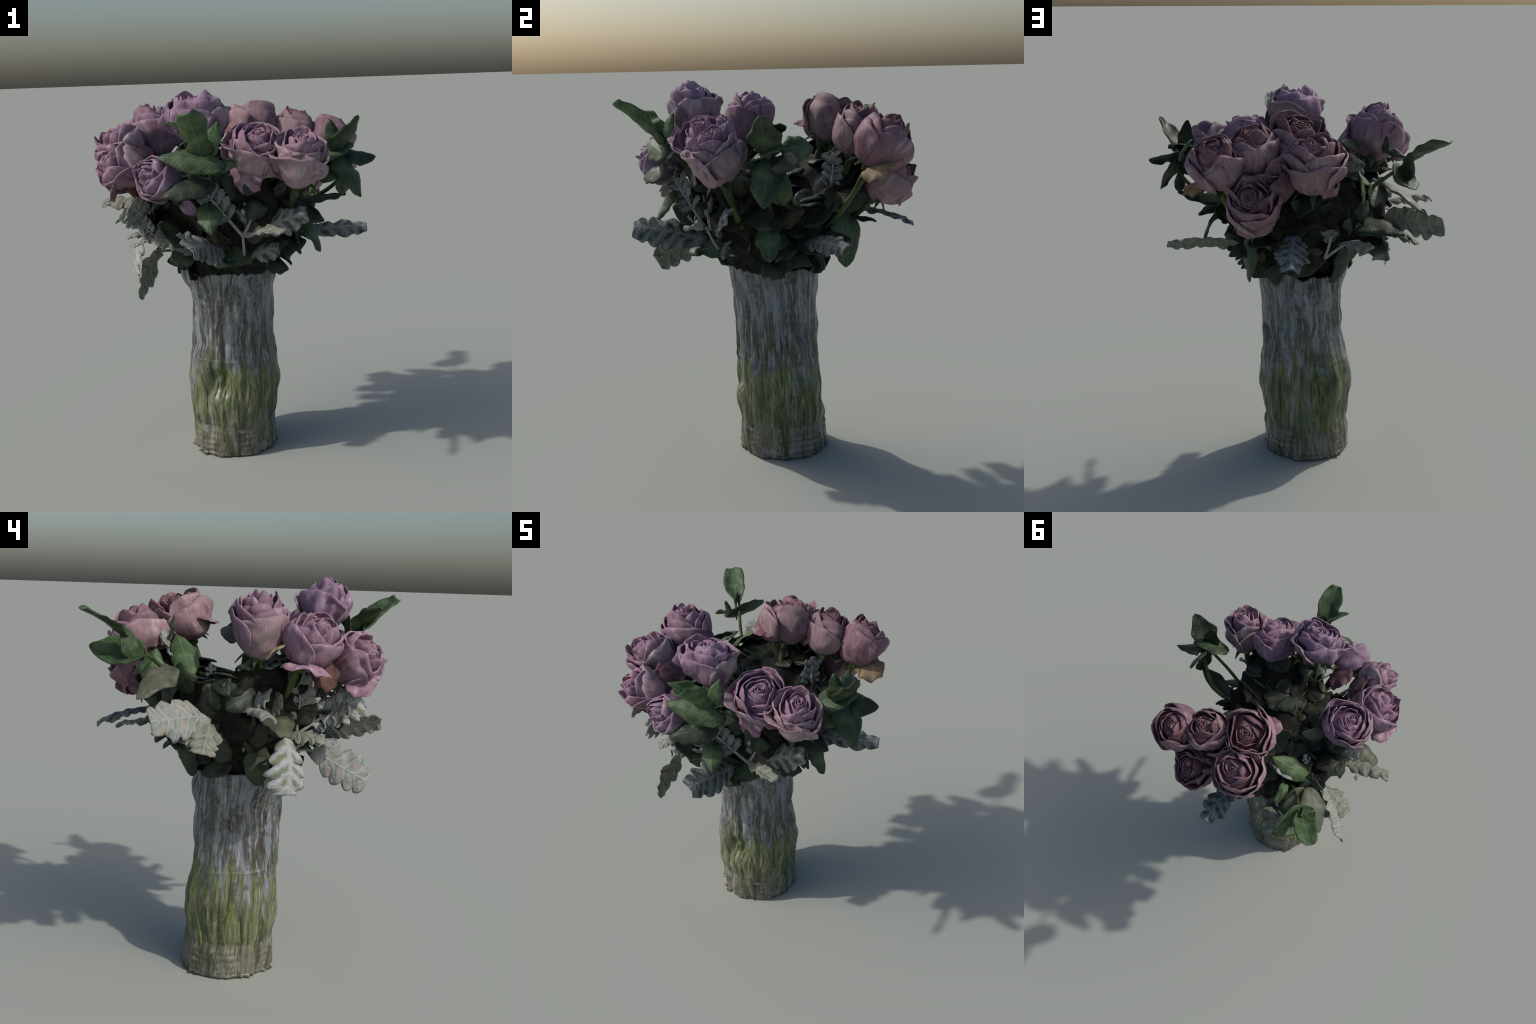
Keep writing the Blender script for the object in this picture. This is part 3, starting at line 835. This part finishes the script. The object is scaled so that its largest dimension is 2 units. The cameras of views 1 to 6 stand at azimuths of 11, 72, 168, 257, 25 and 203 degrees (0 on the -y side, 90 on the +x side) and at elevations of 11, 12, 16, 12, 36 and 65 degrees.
def sprig(stems, leaves, laces=()):
    """A dusty-miller sprig: felted stalks and lobed, silver leaves."""
    cx, cy = vase_axis(1.03)
    p = Vector(stems[0][0])
    off = V(p.x - cx, p.y - cy, 0)
    off *= min(1.0, 0.165 / max(off.length, 1e-6))
    stems[0][0] = V(cx + off.x, cy + off.y, 1.0)
    stems[0].insert(1, V(cx + off.x * 1.15, cy + off.y * 1.15, 1.09))
    root = thing("dusty_miller_sprig", "silvery felted sprig with deeply lobed grey leaves", "foliage", Vector(stems[0][0]))
    for k, s in enumerate(stems):
        stalk(root, s, 0.012 if k == 0 else 0.009, 0.006, M["dusty_stem"])
    for i, (kind, b, t, nrm, w, mt, bow, cup, rip) in enumerate(leaves):
        blade(root, kind, b, t, nrm, w, mt, bow, cup, rip, seed=i * 2.3 + b[0] * 10)
    for lace in laces:
        lacy(root, *lace)
    return root


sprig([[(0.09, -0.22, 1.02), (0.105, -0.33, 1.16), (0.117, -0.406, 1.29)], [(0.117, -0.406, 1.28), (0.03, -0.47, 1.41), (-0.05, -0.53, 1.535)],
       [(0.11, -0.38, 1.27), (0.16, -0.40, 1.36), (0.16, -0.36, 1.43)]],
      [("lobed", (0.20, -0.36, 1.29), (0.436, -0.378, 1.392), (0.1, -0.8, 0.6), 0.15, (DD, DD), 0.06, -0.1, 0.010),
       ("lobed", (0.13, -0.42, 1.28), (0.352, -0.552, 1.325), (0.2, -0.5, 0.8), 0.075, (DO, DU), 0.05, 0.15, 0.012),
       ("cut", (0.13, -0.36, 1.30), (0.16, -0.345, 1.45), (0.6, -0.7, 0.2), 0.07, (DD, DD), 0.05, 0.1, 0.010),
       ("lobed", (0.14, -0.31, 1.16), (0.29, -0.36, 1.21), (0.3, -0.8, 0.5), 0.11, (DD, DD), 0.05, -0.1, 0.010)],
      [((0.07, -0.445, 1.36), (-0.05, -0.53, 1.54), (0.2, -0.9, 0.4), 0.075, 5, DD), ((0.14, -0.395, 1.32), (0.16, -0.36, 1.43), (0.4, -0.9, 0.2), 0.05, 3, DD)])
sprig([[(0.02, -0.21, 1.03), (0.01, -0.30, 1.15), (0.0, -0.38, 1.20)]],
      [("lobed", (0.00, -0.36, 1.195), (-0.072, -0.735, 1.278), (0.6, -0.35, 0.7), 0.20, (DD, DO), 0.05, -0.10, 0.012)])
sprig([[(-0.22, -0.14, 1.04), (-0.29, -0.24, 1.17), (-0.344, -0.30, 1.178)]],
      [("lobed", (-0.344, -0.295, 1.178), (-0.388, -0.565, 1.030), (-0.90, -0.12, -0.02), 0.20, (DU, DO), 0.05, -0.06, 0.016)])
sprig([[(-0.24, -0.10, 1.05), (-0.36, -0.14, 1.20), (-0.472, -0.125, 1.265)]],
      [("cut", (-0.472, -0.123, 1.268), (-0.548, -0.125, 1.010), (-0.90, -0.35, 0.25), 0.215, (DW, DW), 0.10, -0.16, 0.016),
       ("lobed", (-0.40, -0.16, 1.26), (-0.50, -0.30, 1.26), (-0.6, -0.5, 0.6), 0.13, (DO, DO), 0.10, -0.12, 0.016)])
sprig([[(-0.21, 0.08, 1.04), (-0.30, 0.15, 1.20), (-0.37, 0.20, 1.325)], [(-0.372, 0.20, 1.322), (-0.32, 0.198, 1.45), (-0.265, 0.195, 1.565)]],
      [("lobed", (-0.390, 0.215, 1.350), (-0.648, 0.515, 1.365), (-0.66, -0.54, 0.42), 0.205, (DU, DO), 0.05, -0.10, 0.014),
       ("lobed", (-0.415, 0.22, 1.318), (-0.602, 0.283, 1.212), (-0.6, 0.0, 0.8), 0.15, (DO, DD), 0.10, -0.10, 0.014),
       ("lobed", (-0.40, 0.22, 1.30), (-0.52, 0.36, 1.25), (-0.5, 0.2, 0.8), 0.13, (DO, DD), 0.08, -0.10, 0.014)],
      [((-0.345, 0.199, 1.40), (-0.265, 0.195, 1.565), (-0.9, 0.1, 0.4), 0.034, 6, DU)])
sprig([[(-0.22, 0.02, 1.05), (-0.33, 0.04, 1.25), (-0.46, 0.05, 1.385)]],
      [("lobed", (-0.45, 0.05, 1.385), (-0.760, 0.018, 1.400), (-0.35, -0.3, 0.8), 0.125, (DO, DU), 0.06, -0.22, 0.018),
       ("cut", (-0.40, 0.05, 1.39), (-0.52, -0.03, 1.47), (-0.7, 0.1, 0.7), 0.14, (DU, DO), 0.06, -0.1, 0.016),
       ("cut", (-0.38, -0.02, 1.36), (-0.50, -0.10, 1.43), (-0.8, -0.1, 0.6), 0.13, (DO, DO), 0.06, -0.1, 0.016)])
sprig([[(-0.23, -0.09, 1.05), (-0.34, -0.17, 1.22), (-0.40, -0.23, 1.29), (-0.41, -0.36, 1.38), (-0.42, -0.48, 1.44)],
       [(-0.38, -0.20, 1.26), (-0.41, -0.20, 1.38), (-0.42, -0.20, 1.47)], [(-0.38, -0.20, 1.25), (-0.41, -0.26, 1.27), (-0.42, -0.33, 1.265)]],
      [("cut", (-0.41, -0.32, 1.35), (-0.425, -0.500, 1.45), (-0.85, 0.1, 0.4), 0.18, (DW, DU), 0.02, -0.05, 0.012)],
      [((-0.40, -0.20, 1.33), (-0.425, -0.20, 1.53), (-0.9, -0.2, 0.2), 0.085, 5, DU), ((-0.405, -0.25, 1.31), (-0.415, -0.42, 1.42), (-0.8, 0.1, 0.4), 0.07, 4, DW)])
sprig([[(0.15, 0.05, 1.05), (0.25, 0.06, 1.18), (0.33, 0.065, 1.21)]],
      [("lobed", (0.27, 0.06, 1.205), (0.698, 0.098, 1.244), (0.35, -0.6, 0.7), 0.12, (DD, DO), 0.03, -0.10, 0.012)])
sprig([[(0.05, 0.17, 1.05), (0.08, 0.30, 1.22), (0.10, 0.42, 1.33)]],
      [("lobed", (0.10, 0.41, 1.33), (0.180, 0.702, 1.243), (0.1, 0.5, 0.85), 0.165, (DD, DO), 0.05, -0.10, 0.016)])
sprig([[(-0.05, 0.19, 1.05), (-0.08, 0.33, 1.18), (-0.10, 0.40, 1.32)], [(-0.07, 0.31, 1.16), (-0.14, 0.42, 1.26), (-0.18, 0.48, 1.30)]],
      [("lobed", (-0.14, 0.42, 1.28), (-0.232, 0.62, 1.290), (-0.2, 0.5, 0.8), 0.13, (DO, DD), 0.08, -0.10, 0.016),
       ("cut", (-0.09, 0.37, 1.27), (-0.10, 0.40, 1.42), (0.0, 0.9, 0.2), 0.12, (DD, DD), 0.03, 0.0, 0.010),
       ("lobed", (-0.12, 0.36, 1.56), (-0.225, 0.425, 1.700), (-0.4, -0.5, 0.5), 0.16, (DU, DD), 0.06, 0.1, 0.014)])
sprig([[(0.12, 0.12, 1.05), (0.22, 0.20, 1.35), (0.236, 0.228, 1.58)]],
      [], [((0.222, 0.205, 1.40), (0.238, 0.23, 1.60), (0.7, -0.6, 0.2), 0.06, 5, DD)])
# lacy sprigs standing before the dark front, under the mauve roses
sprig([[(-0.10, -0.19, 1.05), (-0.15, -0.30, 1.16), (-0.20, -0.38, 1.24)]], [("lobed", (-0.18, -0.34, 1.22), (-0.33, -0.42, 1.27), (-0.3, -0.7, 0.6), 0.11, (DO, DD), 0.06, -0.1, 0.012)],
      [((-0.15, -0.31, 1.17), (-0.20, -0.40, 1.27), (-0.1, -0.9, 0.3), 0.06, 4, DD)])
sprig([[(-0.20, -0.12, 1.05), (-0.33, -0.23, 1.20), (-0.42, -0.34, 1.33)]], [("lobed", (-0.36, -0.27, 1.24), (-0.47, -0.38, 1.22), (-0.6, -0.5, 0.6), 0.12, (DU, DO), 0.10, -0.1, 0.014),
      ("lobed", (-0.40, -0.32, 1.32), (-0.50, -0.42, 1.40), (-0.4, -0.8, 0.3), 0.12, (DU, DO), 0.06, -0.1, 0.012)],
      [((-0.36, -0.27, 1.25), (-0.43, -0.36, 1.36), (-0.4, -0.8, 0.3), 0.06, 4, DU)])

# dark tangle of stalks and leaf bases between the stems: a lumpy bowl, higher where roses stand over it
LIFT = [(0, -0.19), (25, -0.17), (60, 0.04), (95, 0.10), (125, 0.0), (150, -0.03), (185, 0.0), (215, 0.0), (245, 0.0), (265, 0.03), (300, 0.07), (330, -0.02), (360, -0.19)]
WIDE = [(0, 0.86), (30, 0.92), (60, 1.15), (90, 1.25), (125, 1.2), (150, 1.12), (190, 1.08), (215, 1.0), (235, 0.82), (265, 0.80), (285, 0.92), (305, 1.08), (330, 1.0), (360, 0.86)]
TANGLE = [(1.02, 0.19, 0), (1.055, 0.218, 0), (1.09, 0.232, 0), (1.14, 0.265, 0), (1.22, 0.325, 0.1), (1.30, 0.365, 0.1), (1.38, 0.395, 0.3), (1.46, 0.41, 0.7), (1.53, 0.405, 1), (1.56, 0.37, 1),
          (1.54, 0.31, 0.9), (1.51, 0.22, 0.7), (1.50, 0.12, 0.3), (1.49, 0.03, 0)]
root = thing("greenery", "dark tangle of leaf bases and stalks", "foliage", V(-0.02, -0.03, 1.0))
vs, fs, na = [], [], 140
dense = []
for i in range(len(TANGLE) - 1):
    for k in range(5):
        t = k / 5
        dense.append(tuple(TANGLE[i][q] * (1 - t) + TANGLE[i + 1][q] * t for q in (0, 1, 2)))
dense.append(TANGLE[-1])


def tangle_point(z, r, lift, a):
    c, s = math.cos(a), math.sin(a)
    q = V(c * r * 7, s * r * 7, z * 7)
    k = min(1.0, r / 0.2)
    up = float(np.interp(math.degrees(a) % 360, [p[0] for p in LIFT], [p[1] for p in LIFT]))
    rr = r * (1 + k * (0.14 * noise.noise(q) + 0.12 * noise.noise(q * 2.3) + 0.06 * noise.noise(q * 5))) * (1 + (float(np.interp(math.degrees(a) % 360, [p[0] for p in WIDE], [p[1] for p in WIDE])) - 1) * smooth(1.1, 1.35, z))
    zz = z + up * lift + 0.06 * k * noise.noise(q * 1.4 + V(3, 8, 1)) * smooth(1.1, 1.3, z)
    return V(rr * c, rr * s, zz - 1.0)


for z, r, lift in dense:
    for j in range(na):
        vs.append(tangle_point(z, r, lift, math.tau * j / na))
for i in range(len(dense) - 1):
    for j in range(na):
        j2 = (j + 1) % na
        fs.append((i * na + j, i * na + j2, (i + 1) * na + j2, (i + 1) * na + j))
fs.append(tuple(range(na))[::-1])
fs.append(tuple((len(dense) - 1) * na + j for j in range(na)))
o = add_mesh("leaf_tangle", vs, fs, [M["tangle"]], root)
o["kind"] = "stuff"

# thin dark stalks running through and over the tangle
rng = random.Random(33)
vs, fs = [], []
for k in range(70):
    a = rng.uniform(0.9, 5.5)
    r0, r1 = rng.uniform(0.05, 0.2), rng.uniform(0.22, 0.42)
    b = a + rng.uniform(-0.7, 0.7)
    p0 = V(math.cos(a) * r0, math.sin(a) * r0, rng.uniform(0.35, 0.5))
    p1 = V(math.cos(b) * r1, math.sin(b) * r1, rng.uniform(0.46, 0.57))
    pm = (p0 + p1) * 0.5 + V(rng.uniform(-0.05, 0.05), rng.uniform(-0.05, 0.05), rng.uniform(-0.03, 0.05))
    tv, tf = tube(bezier(p0, pm, pm, p1, 10), [rng.uniform(0.004, 0.009)] * 10, 6)
    fs += [tuple(i + len(vs) for i in f) for f in tf]
    vs += tv
o = add_mesh("stalk_tangle", vs, fs, [M["stem"]], root)
o["kind"] = "stuff"

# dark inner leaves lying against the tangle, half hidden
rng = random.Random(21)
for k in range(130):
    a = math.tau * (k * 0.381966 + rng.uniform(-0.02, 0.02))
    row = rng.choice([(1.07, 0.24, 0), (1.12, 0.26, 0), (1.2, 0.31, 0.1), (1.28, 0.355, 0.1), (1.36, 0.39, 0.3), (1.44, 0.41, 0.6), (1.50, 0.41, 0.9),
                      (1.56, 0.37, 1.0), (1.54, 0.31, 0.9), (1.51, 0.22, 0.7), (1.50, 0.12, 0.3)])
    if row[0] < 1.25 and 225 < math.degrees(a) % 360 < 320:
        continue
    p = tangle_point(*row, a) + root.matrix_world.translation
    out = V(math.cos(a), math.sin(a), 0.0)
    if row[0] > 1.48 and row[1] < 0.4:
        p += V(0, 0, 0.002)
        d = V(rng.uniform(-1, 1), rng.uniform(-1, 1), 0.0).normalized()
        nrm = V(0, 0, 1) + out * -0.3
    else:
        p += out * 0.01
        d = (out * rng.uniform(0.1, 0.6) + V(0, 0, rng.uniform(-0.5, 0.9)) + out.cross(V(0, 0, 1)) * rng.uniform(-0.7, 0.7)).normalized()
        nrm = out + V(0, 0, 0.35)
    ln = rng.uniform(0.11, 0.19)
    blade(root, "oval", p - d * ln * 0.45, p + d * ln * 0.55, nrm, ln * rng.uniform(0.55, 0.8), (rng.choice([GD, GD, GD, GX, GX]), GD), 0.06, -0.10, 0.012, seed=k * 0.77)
bpy.context.view_layer.update()
